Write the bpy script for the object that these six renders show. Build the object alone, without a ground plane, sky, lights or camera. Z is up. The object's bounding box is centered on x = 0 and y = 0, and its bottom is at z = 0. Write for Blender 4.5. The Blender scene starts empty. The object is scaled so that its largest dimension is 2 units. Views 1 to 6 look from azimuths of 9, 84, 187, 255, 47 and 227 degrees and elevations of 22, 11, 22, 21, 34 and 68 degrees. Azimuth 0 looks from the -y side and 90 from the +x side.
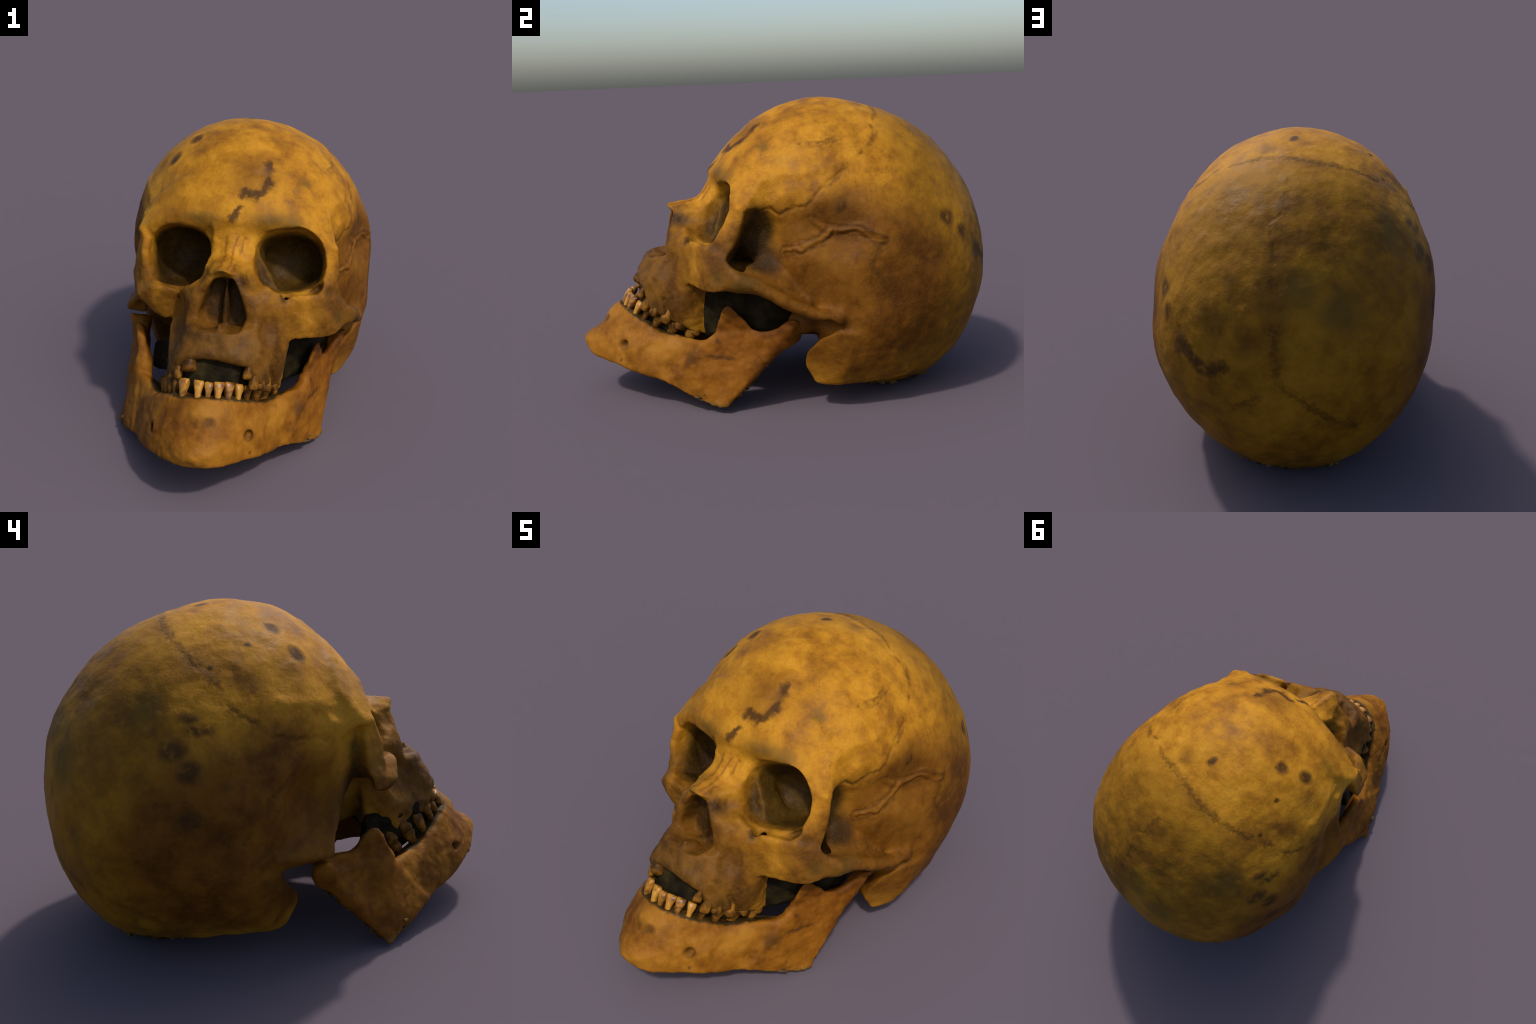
"""An old, stained human skull with its lower jaw, lying tipped back on the ground.
Bone is modelled as a signed distance field built from anatomical pieces (vault,
brow, orbits, cheekbones, jaws ...), meshed with surface nets, roughened with
noise and split into named parts. Metres, face towards -y."""
import math
import bpy, bmesh
import numpy as np
from mathutils import Vector, Matrix, noise

F32 = np.float32
MID = 0.02                     # x of the face's middle plane


def V3(*a):
    return np.array(a, float)


def mirror_face(p):
    """left landmark -> right landmark (the face is turned a little, so the
    right side stands slightly further forward and higher)."""
    x, y, z = p
    t = x - MID
    return (2 * MID - 0.01 - x, y - 0.10 * t, z + 0.06 * t)


def mirror_jaw(p):
    """the lower jaw sits a little to the right; its right angle flares lower and wider"""
    x, y, z = p
    return (-x - 0.076 + 0.125 * z, y - 0.012 - 0.09 * max(0, y + 0.45), z - 0.014 + 0.05 * max(0, z - 0.2))


# ------------------------------------------------------------------ field
class Field:
    def __init__(self, lo, hi, h):
        self.lo, self.h = np.array(lo, float), h
        self.n = np.ceil((np.array(hi) - self.lo) / h).astype(int) + 1
        self.ax = [(self.lo[i] + h * np.arange(self.n[i])).astype(F32) for i in range(3)]
        self.f = np.full(tuple(self.n), 1.0, F32)

    def block(self, lo, hi, pad):
        s = []
        for i in range(3):
            a = int(max(0, math.floor((lo[i] - pad - self.lo[i]) / self.h)))
            b = int(min(self.n[i], math.ceil((hi[i] + pad - self.lo[i]) / self.h) + 1))
            s.append(slice(a, max(a, b)))
        X = self.ax[0][s[0]][:, None, None]
        Y = self.ax[1][s[1]][None, :, None]
        Z = self.ax[2][s[2]][None, None, :]
        return tuple(s), X, Y, Z

    def add(self, shape, k=0.03):
        s, X, Y, Z = self.block(shape.lo, shape.hi, k + 0.03)
        a, b = self.f[s], shape(X, Y, Z)
        h = np.maximum(k - np.abs(a - b), 0) / k
        self.f[s] = np.minimum(a, b) - h * h * k * 0.25

    def cut(self, shape, k=0.02):
        s, X, Y, Z = self.block(shape.lo, shape.hi, k + 0.03)
        a, b = self.f[s], -shape(X, Y, Z)
        h = np.maximum(k - np.abs(a - b), 0) / k
        self.f[s] = np.maximum(a, b) + h * h * k * 0.25


class Hull:
    """convex lump through a handful of landmark points, edges rounded by r"""
    def __init__(self, pts, r=0.0):
        pts = np.array(pts, float)
        self.lo, self.hi = pts.min(0) - r, pts.max(0) + r
        bm = bmesh.new()
        for p in pts:
            bm.verts.new(p)
        bmesh.ops.convex_hull(bm, input=bm.verts)
        bm.normal_update()
        c = pts.mean(0)
        planes = []
        for f in bm.faces:
            n = np.array(f.normal)
            if np.linalg.norm(n) < 0.5:
                continue
            d = n @ np.array(f.calc_center_median())
            if n @ c > d:
                n, d = -n, -d
            if not any(np.dot(n, m) > 0.9995 and abs(d - e) < 1e-3 for m, e in planes):
                planes.append((n, d))
        bm.free()
        self.planes, self.r = planes, r

    def __call__(self, X, Y, Z):
        k = 0.012 + self.r
        out = None
        for n, d in self.planes:
            v = F32(n[0]) * X + F32(n[1]) * Y + F32(n[2]) * Z - F32(d)
            if out is None:
                out = v
            else:
                h = np.maximum(k - np.abs(out - v), 0) / F32(k)
                out = np.maximum(out, v) + h * h * F32(k * 0.25)
        return out - F32(self.r)


class Ball:
    """ellipsoid (power p > 2 makes it boxier); axes = rows u, v, w"""
    def __init__(self, c, r, axes=None, p=2.0):
        self.c, self.r, self.p = np.array(c, float), np.array(r, float), p
        self.axes = np.eye(3) if axes is None else np.array(axes, float)
        ext = np.sqrt(((self.axes * self.r[:, None]) ** 2).sum(0)) * (1.0 if p == 2 else 1.15)
        self.lo, self.hi = self.c - ext, self.c + ext

    def __call__(self, X, Y, Z):
        x, y, z = X - F32(self.c[0]), Y - F32(self.c[1]), Z - F32(self.c[2])
        s = 0
        for a, r in zip(self.axes, self.r):
            t = np.abs(F32(a[0] / r) * x + F32(a[1] / r) * y + F32(a[2] / r) * z)
            s = s + (t * t if self.p == 2 else t ** F32(self.p))
        m = s ** F32(1 / self.p)
        return (m - 1) * F32(self.r.min() * 0.5 + self.r.mean() * 0.5)


class Rod:
    """tapered capsule chain through points with radii"""
    def __init__(self, pts, rad):
        self.p, self.r = [np.array(q, float) for q in pts], list(rad)
        P, m = np.array(self.p), max(rad)
        self.lo, self.hi = P.min(0) - m, P.max(0) + m

    def __call__(self, X, Y, Z):
        out = None
        for a, b, ra, rb in zip(self.p, self.p[1:], self.r, self.r[1:]):
            ab = b - a
            t = ((X - F32(a[0])) * F32(ab[0]) + (Y - F32(a[1])) * F32(ab[1]) + (Z - F32(a[2])) * F32(ab[2])) / F32(ab @ ab)
            t = np.clip(t, 0, 1)
            d = np.sqrt((X - F32(a[0]) - t * F32(ab[0])) ** 2 + (Y - F32(a[1]) - t * F32(ab[1])) ** 2 + (Z - F32(a[2]) - t * F32(ab[2])) ** 2)
            d = d - (F32(ra) + t * F32(rb - ra))
            out = d if out is None else np.minimum(out, d)
        return out


class Slope:
    """half space below a plane (as a cutter): through p, outward normal n"""
    def __init__(self, p, n, lo, hi):
        n = np.array(n, float)
        self.n, self.lo, self.hi = n / np.linalg.norm(n), np.array(lo), np.array(hi)
        self.d = self.n @ np.array(p, float)

    def __call__(self, X, Y, Z):
        return F32(self.n[0]) * X + F32(self.n[1]) * Y + F32(self.n[2]) * Z - F32(self.d)


# ---------------------------------------------------------------- the vault
# Brain case as a globe whose poles are the temples. Each row is one loop round the
# ear-to-ear axis, at -75 .. 75 degrees (step 30) from the middle plane towards the left
# temple; its sixteen control radii start at the face and run up over the crown, round
# the back and under the base. Cubic B-splines blend them.
VAULT_CENTRE = V3(0.0, 0.36, 0.72)
VAULT_LOOPS = [
    [0.604, 0.614, 0.607, 0.610, 0.628, 0.637, 0.629, 0.625, 0.631, 0.639, 0.635, 0.641, 0.659, 0.649, 0.623, 0.606],
    [0.642, 0.681, 0.695, 0.671, 0.631, 0.629, 0.631, 0.648, 0.664, 0.686, 0.705, 0.717, 0.719, 0.684, 0.642, 0.626],
    [0.701, 0.764, 0.767, 0.748, 0.677, 0.638, 0.612, 0.626, 0.621, 0.669, 0.773, 0.800, 0.765, 0.710, 0.663, 0.657],
    [0.709, 0.780, 0.783, 0.742, 0.661, 0.637, 0.610, 0.607, 0.626, 0.672, 0.747, 0.800, 0.780, 0.716, 0.667, 0.662],
    [0.648, 0.674, 0.694, 0.661, 0.626, 0.614, 0.620, 0.627, 0.662, 0.701, 0.697, 0.715, 0.745, 0.704, 0.651, 0.635],
    [0.593, 0.581, 0.578, 0.576, 0.605, 0.605, 0.611, 0.609, 0.615, 0.638, 0.665, 0.675, 0.683, 0.649, 0.619, 0.604],
]


def bspline(t):
    return np.stack([(1 - t) ** 3, 3 * t ** 3 - 6 * t * t + 4, -3 * t ** 3 + 3 * t * t + 3 * t + 1, t ** 3], -1) / 6


class Vault:
    lo, hi = V3(-0.72, -0.6, -0.15), V3(0.72, 1.05, 1.45)

    def __init__(self):
        G = np.array(VAULT_LOOPS)
        az = np.arange(361.0)
        el = np.arange(-90.0, 91.0)
        ia = np.floor(az / 22.5).astype(int)
        wa = bspline(az / 22.5 - ia)
        e = (el + 75) / 30
        ie = np.floor(e).astype(int)
        we = bspline(e - ie)
        T = np.zeros((181, 361))
        for i in range(4):
            ee = ie - 1 + i
            over = (ee < 0) | (ee > 5)
            e2 = np.where(ee < 0, -1 - ee, np.where(ee > 5, 11 - ee, ee))
            for j in range(4):
                aa = (ia[None, :] - 1 + j + np.where(over, 8, 0)[:, None]) % 16
                T += we[:, i][:, None] * wa[:, j][None, :] * G[e2[:, None], aa]
        # the two poles are single points: ease every ring near them to its mean
        m = np.clip((np.abs(el) - 60) / 28, 0, 1)[:, None]
        m = m * m * (3 - 2 * m)
        T = T * (1 - m) + m * T[:, :360].mean(1, keepdims=True)
        self.T = T.astype(F32)

    def __call__(self, X, Y, Z):
        x, y, z = X - F32(VAULT_CENTRE[0]), Y - F32(VAULT_CENTRE[1]), Z - F32(VAULT_CENTRE[2])
        r = np.sqrt(x * x + y * y + z * z) + F32(1e-6)
        az = np.degrees(np.arctan2(z, -y)) % 360
        az = np.broadcast_to(az, r.shape)
        el = np.degrees(np.arcsin(np.clip(x / r, -1, 1))) + 90
        i, j = np.minimum(el.astype(np.int32), 179), np.minimum(az.astype(np.int32), 359)
        u, v = (el - i).astype(F32), (az - j).astype(F32)
        T = self.T
        R = (T[i, j] * (1 - u) + T[i + 1, j] * u) * (1 - v) + (T[i, j + 1] * (1 - u) + T[i + 1, j + 1] * u) * v
        return (r - R) * F32(0.94)


# -------------------------------------------------------------- surface nets
def surface_nets(field):
    f, h = field.f, field.h
    ins = f < 0
    nx, ny, nz = f.shape
    cells = np.zeros((nx - 1, ny - 1, nz - 1), np.uint8)
    for dx in (0, 1):
        for dy in (0, 1):
            for dz in (0, 1):
                cells += ins[dx:nx - 1 + dx, dy:ny - 1 + dy, dz:nz - 1 + dz]
    act = np.argwhere((cells > 0) & (cells < 8))
    idx = np.full(cells.shape, -1, np.int32)
    idx[act[:, 0], act[:, 1], act[:, 2]] = np.arange(len(act))
    acc, cnt = np.zeros((len(act), 3)), np.zeros(len(act))
    corner = [(a, b, c) for a in (0, 1) for b in (0, 1) for c in (0, 1)]
    for a in corner:
        for ax in range(3):
            if a[ax]:
                continue
            b = list(a)
            b[ax] = 1
            fa = f[act[:, 0] + a[0], act[:, 1] + a[1], act[:, 2] + a[2]].astype(float)
            fb = f[act[:, 0] + b[0], act[:, 1] + b[1], act[:, 2] + b[2]].astype(float)
            m = (fa < 0) != (fb < 0)
            t = np.where(m, fa / np.where(m, fa - fb, 1), 0)
            p = np.tile(np.array(a, float), (len(act), 1))
            p[:, ax] = t
            acc[m] += p[m]
            cnt[m] += 1
    verts = field.lo + h * (act + acc / cnt[:, None])
    faces = []
    for ax in range(3):
        o1, o2 = [(1, 2), (2, 0), (0, 1)][ax]
        sl0, sl1 = [slice(1, -1)] * 3, [slice(1, -1)] * 3
        sl0[ax], sl1[ax] = slice(0, -1), slice(1, None)
        a, b = ins[tuple(sl0)], ins[tuple(sl1)]
        for flip in (False, True):
            w = np.argwhere((~a & b) if flip else (a & ~b))
            base = w.copy()
            for o in (o1, o2):
                base[:, o] += 1
            q = []
            for d1, d2 in ((-1, -1), (0, -1), (0, 0), (-1, 0)):
                c = base.copy()
                c[:, o1] += d1
                c[:, o2] += d2
                q.append(idx[c[:, 0], c[:, 1], c[:, 2]])
            q = np.stack(q, 1)
            faces.append(q[:, ::-1] if flip else q)
    return verts, np.vstack(faces)


def keep_largest(verts, faces):
    """drop crumbs: label connected pieces by passing the lowest index round"""
    lab = np.arange(len(verts))
    while True:
        low = lab[faces].min(1)
        new = lab.copy()
        for k in range(4):
            np.minimum.at(new, faces[:, k], low)
        new = np.minimum(new, new[new])
        if (new == lab).all():
            break
        lab = new
    ids, n = np.unique(lab, return_counts=True)
    keep = lab == ids[n.argmax()]
    remap = np.cumsum(keep) - 1
    return verts[keep], remap[faces[keep[faces].all(1)]]


def smooth(verts, faces, times, amount=0.5):
    e = np.vstack([faces[:, [0, 1]], faces[:, [1, 2]], faces[:, [2, 3]], faces[:, [3, 0]]])
    for _ in range(times):
        s, c = np.zeros_like(verts), np.zeros(len(verts))
        np.add.at(s, e[:, 0], verts[e[:, 1]])
        np.add.at(s, e[:, 1], verts[e[:, 0]])
        np.add.at(c, e[:, 0], 1)
        np.add.at(c, e[:, 1], 1)
        verts = verts + amount * (s / c[:, None] - verts)
    return verts


def vertex_normals(verts, faces):
    n = np.cross(verts[faces[:, 2]] - verts[faces[:, 0]], verts[faces[:, 3]] - verts[faces[:, 1]])
    out = np.zeros_like(verts)
    for k in range(4):
        np.add.at(out, faces[:, k], n)
    return out / (np.linalg.norm(out, axis=1, keepdims=True) + 1e-12)


# ------------------------------------------------------------- numpy noise
def lattice_noise(P, scale, seed):
    """smooth value noise in -1..1, hashed lattice"""
    q = P * scale + seed * 17.31
    i = np.floor(q).astype(np.int64)
    t = q - i
    t = t * t * (3 - 2 * t)
    out = np.zeros(len(P))
    for dx in (0, 1):
        for dy in (0, 1):
            for dz in (0, 1):
                a = (i[:, 0] + dx) * 374761393 + (i[:, 1] + dy) * 668265263 + (i[:, 2] + dz) * 2147483647 + seed * 974711
                a = (a ^ (a >> 13)) * 1274126177
                a = (a ^ (a >> 16)) & 0xFFFF
                w = (t[:, 0] if dx else 1 - t[:, 0]) * (t[:, 1] if dy else 1 - t[:, 1]) * (t[:, 2] if dz else 1 - t[:, 2])
                out += w * (a / 32767.5 - 1)
    return out


def fbm(P, scale, seed, octaves=3):
    return sum(lattice_noise(P, scale * 2 ** o, seed + o) * 0.5 ** o for o in range(octaves))


def line_distance(P, pts):
    d = np.full(len(P), 9.0)
    for a, b in zip(pts, pts[1:]):
        a, b = np.array(a, float), np.array(b, float)
        ab = b - a
        t = np.clip((P - a) @ ab / (ab @ ab), 0, 1)
        d = np.minimum(d, np.linalg.norm(P - a - t[:, None] * ab, axis=1))
    return d


# ------------------------------------------------------------ build cranium
def sides(pts):
    return list(pts) + [mirror_face(p) for p in pts]


def orbit_frame(flip):
    """centre of an orbit's rim, half width and height, width/height/outward axes, the way in"""
    rim = [(0.130, -0.391, 0.905), (0.444, -0.269, 0.925), (0.205, -0.29, 1.050), (0.33, -0.42, 0.797)]
    if flip:
        rim = [(-0.078, -0.395, 0.912), (-0.372, -0.318, 0.895), (-0.180, -0.312, 1.045), (-0.27, -0.43, 0.782)]
    med, lat, top, low = map(np.array, rim)
    u = lat - med
    w = np.cross(u, top - low)
    w *= -np.sign(w[1]) / np.linalg.norm(w)
    ru = np.linalg.norm(u) / 2
    u /= np.linalg.norm(u)
    v = np.cross(w, u)
    rv = abs((top - low) @ v) / 2
    c = (med + lat + top + low) / 4
    return c, ru * (0.98 if flip else 0.94), rv * (0.98 if flip else 0.95), u, v, w, V3(-0.04 if flip else 0.06, 0.90, -0.40)


def build_cranium():
    g = Field((-0.70, -0.80, -0.04), (0.70, 1.03, 1.45), 0.0065)
    g.add(Vault(), 0.01)
    big_lo, big_hi = (-0.7, -0.8, -0.1), (0.7, 1.03, 1.45)
    # front wall of the brain case (behind the orbits) and rising skull base
    g.cut(Slope((0, -0.31, 1.03), (0, 0.858, 0.513), big_lo, big_hi), 0.10)
    g.cut(Slope((0, 0.37, 0.03), (0, 0.66, 0.75), big_lo, big_hi), 0.06)
    for sx in (1, -1):
        g.cut(Slope((0.30 * sx, 0.5, 0.02), (-0.45 * sx, 0.0, 0.89), big_lo, big_hi), 0.08)
    g.cut(Slope((0, 0.4, 0.0), (0, 0.0, 1.0), big_lo, big_hi), 0.03)

    # middle of the skull base, joins face and brain case
    g.add(Hull([(-0.13, -0.38, 0.45), (0.24, -0.38, 0.42), (-0.18, 0.05, 0.36), (0.32, 0.05, 0.33), (-0.20, -0.4, 0.70),
                (0.24, -0.4, 0.70), (-0.27, 0.05, 0.75), (0.36, 0.05, 0.75)]), 0.05)

    # temporal pits behind the cheekbone struts
    g.cut(Ball((0.50, -0.15, 0.80), (0.10, 0.13, 0.19)), 0.08)
    g.cut(Ball((0.66, -0.07, 0.90), (0.165, 0.20, 0.19)), 0.06)
    g.cut(Ball((0.80, 0.13, 0.86), (0.258, 0.28, 0.20)), 0.06)
    g.cut(Ball((-0.63, -0.06, 0.95), (0.125, 0.17, 0.15)), 0.06)
    g.cut(Ball((-0.46, -0.20, 0.80), (0.07, 0.09, 0.15)), 0.05)
    # cone-shaped orbit walls (hollowed out below)
    for flip in (False, True):
        c, ru, rv, u, v, w, inward = orbit_frame(flip)
        g.add(Ball(c + inward * 0.17, (0.165, 0.155, 0.22), (u, v, w)), 0.04)
        ring = [(math.cos(a) * u * ru, math.sin(a) * v * rv) for a in np.linspace(0, 2 * math.pi, 11)[:-1]]
        g.add(Hull([c - w * 0.035 + (a + b) * 1.16 for a, b in ring] + [c + inward * 0.30 + (a + b) * 0.8 for a, b in ring]), 0.03)

    # slopes from the struts back to the temples
    g.add(Hull([(0.40, -0.20, 0.95), (0.37, -0.18, 0.76), (0.45, -0.04, 0.98), (0.47, 0.02, 0.85), (0.48, 0.02, 0.66), (0.40, -0.11, 0.62), (0.3, -0.1, 0.70), (0.3, -0.1, 1.0), (0.45, 0.05, 0.6)]), 0.06)
    g.add(Hull([(-0.38, -0.25, 0.95), (-0.38, -0.24, 0.78), (-0.45, -0.11, 1.0), (-0.46, -0.10, 0.85), (-0.45, -0.13, 0.65), (-0.38, -0.20, 0.66), (-0.25, -0.1, 0.7), (-0.25, -0.1, 1.0), (-0.5, 0.0, 0.6)]), 0.06)
    # outer walls of the orbits, between socket and temple
    wall = [(0.455, -0.235, 0.95), (0.45, -0.26, 0.82), (0.39, -0.12, 0.99), (0.31, -0.06, 0.78), (0.36, -0.15, 1.0), (0.38, -0.24, 0.76), (0.33, -0.10, 0.70), (0.36, -0.33, 0.76), (0.28, -0.3, 0.72)]
    g.add(Hull(wall), 0.04)
    g.add(Hull([(0.06 - p[0], p[1] - 0.03, p[2] + 0.01) for p in wall]), 0.04)

    # lower forehead with the brow ridges, and the root of the nose
    brow = [(0.09, -0.325, 1.085), (0.18, -0.308, 1.085), (0.27, -0.288, 1.08), (0.39, -0.258, 1.02), (0.455, -0.245, 0.965), (0.475, -0.205, 0.955),
            (0.10, -0.19, 1.215), (0.29, -0.13, 1.185), (0.42, -0.12, 1.08), (0.10, 0.0, 1.0), (0.38, 0.0, 0.95), (0.30, -0.20, 1.0), (0.10, -0.27, 1.0)]
    g.add(Hull(sides(brow) + [(0.02, -0.345, 1.09)]), 0.06)
    g.add(Hull([(0.105, -0.32, 1.06), (-0.065, -0.33, 1.065), (0.02, -0.352, 1.04), (0.11, -0.325, 0.96), (-0.07, -0.335, 0.965), (0.12, -0.10, 0.80), (-0.08, -0.10, 0.80), (0.12, -0.10, 1.05), (-0.08, -0.10, 1.05),
                (0.12, -0.36, 0.88), (-0.08, -0.37, 0.88)]), 0.03)

    g.cut(Ball((0.480, -0.130, 0.82), (0.070, 0.07, 0.11)), 0.04)

    # mid face: maxillae from nasal root to tooth sockets
    face = [(0.127, -0.391, 0.909), (0.074, -0.523, 0.90), (0.140, -0.566, 0.77), (0.145, -0.575, 0.72), (0.12, -0.62, 0.67), (0.216, -0.662, 0.45), (0.178, -0.696, 0.57),
            (0.274, -0.45, 0.345), (0.25, -0.38, 0.33), (0.09, -0.72, 0.60), (0.08, -0.70, 0.645), (0.26, -0.32, 0.50), (0.10, -0.30, 0.95), (0.20, -0.30, 0.80)]
    left_only = [(0.23, -0.445, 0.835), (0.284, -0.475, 0.80), (0.315, -0.475, 0.60), (0.282, -0.545, 0.46)]
    right_only = [(-0.185, -0.462, 0.80), (-0.12, -0.50, 0.83), (-0.255, -0.45, 0.61), (-0.231, -0.525, 0.53), (-0.217, -0.62, 0.487)]
    g.add(Hull(sides(face) + left_only + right_only), 0.03)

    # cheekbones: left whole, right one shorter and broken off
    body_left = [(0.430, -0.395, 0.79), (0.505, -0.325, 0.755), (0.562, -0.275, 0.67), (0.570, -0.215, 0.63), (0.505, -0.380, 0.590), (0.41, -0.435, 0.590), (0.46, -0.405, 0.69),
                 (0.315, -0.480, 0.60), (0.29, -0.47, 0.795), (0.345, -0.43, 0.80), (0.46, -0.25, 0.66), (0.30, -0.36, 0.64), (0.32, -0.37, 0.76), (0.53, -0.23, 0.60)]
    g.add(Hull(body_left, 0.008), 0.03)
    strut_left = [(0.468, -0.245, 0.955), (0.447, -0.270, 0.930), (0.485, -0.207, 0.944), (0.49, -0.228, 0.85), (0.50, -0.275, 0.77), (0.51, -0.305, 0.745),
                  (0.460, -0.310, 0.86), (0.430, -0.372, 0.795), (0.425, -0.205, 0.93), (0.435, -0.235, 0.80), (0.45, -0.30, 0.73)]
    g.add(Hull(strut_left, 0.008), 0.025)
    body_right = [(-0.33, -0.445, 0.775), (-0.41, -0.422, 0.715), (-0.455, -0.30, 0.69), (-0.468, -0.27, 0.78), (-0.37, -0.352, 0.80), (-0.32, -0.41, 0.64), (-0.27, -0.44, 0.615),
                  (-0.20, -0.455, 0.79), (-0.24, -0.39, 0.63), (-0.28, -0.36, 0.76), (-0.35, -0.33, 0.68)]
    g.add(Hull(body_right, 0.004), 0.03)
    strut_right = [(-0.405, -0.305, 0.975), (-0.43, -0.255, 0.985), (-0.45, -0.25, 0.88), (-0.47, -0.26, 0.78), (-0.355, -0.318, 0.90), (-0.365, -0.345, 0.83), (-0.40, -0.335, 0.90),
                   (-0.40, -0.37, 0.79), (-0.39, -0.24, 0.96), (-0.40, -0.26, 0.80)]
    g.add(Hull(strut_right, 0.006), 0.025)

    # left cheek arch back to the temple, right stump of it
    arch = [(0.545, -0.25, 0.640), (0.556, -0.18, 0.622), (0.575, -0.10, 0.575), (0.578, -0.03, 0.525), (0.58, 0.06, 0.485), (0.585, 0.18, 0.455)]
    g.add(Rod(arch, (0.034, 0.030, 0.024, 0.024, 0.026, 0.025)), 0.05)
    g.add(Hull([(0.50, -0.2, 0.66), (0.555, -0.2, 0.63), (0.57, 0.05, 0.50), (0.50, 0.05, 0.54), (0.52, -0.12, 0.56), (0.46, -0.1, 0.68), (0.50, 0.05, 0.48)]), 0.05)
    g.add(Hull([(-0.556, -0.093, 0.478), (-0.552, -0.091, 0.525), (-0.585, -0.04, 0.50), (-0.57, 0.04, 0.475), (-0.55, 0.15, 0.44), (-0.58, 0.15, 0.50),
                (-0.47, -0.08, 0.47), (-0.47, -0.08, 0.56), (-0.48, 0.1, 0.60)]), 0.035)

    g.add(Hull([(-0.455, -0.15, 0.58), (-0.545, -0.09, 0.515), (-0.41, -0.19, 0.74), (-0.43, -0.16, 0.84), (-0.52, 0.02, 0.66), (-0.55, 0.05, 0.52), (-0.40, -0.08, 0.58), (-0.38, -0.05, 0.85), (-0.47, 0.02, 0.8)]), 0.04)
    g.cut(Ball((-0.61, -0.03, 0.72), (0.155, 0.15, 0.18)), 0.06)

    g.add(Ball((0.46, 0.04, 0.42), (0.06, 0.07, 0.06)), 0.04)
    # mastoids
    mast = [(0.48, 0.085, 0.12), (0.475, 0.035, 0.205), (0.495, 0.042, 0.28), (0.55, 0.11, 0.36), (0.60, 0.22, 0.38), (0.592, 0.22, 0.27), (0.572, 0.21, 0.20), (0.518, 0.19, 0.12),
            (0.45, 0.30, 0.10), (0.34, 0.14, 0.13), (0.35, 0.08, 0.25), (0.36, 0.32, 0.11), (0.53, 0.42, 0.22), (0.42, 0.48, 0.12)]
    g.add(Hull(mast), 0.07)
    g.add(Hull([(-0.90 * p[0], p[1] - 0.02, p[2] - 0.005) for p in mast]), 0.07)

    # nasal bones
    upper = [(0.026, -0.352, 1.035), (0.100, -0.325, 1.00), (-0.062, -0.335, 1.00), (0.022, -0.398, 0.972), (0.09, -0.385, 0.93), (-0.062, -0.395, 0.93), (0.09, -0.30, 0.90), (-0.06, -0.30, 0.90)]
    lower = [(0.022, -0.385, 0.972), (0.085, -0.375, 0.935), (-0.055, -0.385, 0.935), (0.022, -0.47, 0.958), (-0.008, -0.565, 0.940), (0.032, -0.565, 0.938), (0.072, -0.525, 0.895), (-0.045, -0.535, 0.90),
             (0.12, -0.40, 0.90), (-0.09, -0.41, 0.905), (0.08, -0.35, 0.88), (-0.05, -0.35, 0.88)]
    g.add(Hull(upper), 0.02)
    g.add(Hull(lower), 0.015)

    # --- hollows
    # orbits: boxy ellipsoids, rim tilted up, running back and inwards
    for flip in (False, True):
        c, ru, rv, u, v, w, inward = orbit_frame(flip)
        g.cut(Ball(c + w * 0.02, (ru, rv, 0.155), (u, v, w), 2.5), 0.010)
        g.cut(Ball(c + inward * (0.12 if flip else 0.09), (ru * (0.95 if flip else 0.86), rv * (0.94 if flip else 0.80), 0.165), (u, v, w), 2.4), 0.03)
    g.add(Hull([(0.46, -0.22, 0.70), (0.55, -0.20, 0.62), (0.42, -0.10, 0.72), (0.52, -0.02, 0.60), (0.40, -0.2, 0.60), (0.44, 0.0, 0.55), (0.36, -0.15, 0.70)]), 0.03)
    g.add(Hull([(0.135, -0.30, 0.93), (0.12, -0.20, 0.90), (0.165, -0.35, 0.77), (0.15, -0.20, 0.72), (0.10, -0.30, 0.75), (0.08, -0.2, 0.85), (0.25, -0.36, 0.745), (0.27, -0.22, 0.70), (0.20, -0.28, 0.66)]), 0.03)
    g.add(Hull([(-0.40, -0.33, 0.90), (-0.385, -0.36, 0.80), (-0.43, -0.26, 0.92), (-0.45, -0.27, 0.80), (-0.38, -0.22, 0.93), (-0.39, -0.22, 0.78), (-0.33, -0.36, 0.755), (-0.33, -0.24, 0.72), (-0.42, -0.30, 0.73)]), 0.02)
    # bone between the orbits, and the lower outer corner of the left rim
    g.add(Hull([(0.105, -0.35, 0.93), (-0.062, -0.36, 0.93), (0.10, -0.10, 0.72), (-0.06, -0.10, 0.72), (0.10, -0.31, 1.03), (-0.06, -0.32, 1.03), (0.10, -0.10, 1.0), (-0.06, -0.10, 1.0), (0.10, -0.42, 0.87), (-0.06, -0.43, 0.87), (0.128, -0.37, 0.89), (0.145, -0.40, 0.80), (0.14, -0.12, 0.80), (0.14, -0.15, 0.70), (-0.10, -0.15, 0.72)]), 0.02)
    g.add(Hull([(0.432, -0.375, 0.80), (0.462, -0.318, 0.81), (0.39, -0.385, 0.775), (0.478, -0.28, 0.78), (0.34, -0.36, 0.735), (0.40, -0.25, 0.72), (0.45, -0.30, 0.70), (0.44, -0.22, 0.80)]), 0.02)
    # piriform opening
    rim = [(0.066, -0.545, 0.897), (0.118, -0.58, 0.80), (0.136, -0.58, 0.735), (0.106, -0.60, 0.684), (0.04, -0.62, 0.70)]
    rim = sides(rim) + [(0.01, -0.57, 0.912)]
    deep = [(x * 0.85 + 0.003, y + 0.11, z - 0.035) for x, y, z in rim]
    fore = [(x, y - 0.10, z + 0.02) for x, y, z in rim]
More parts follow.
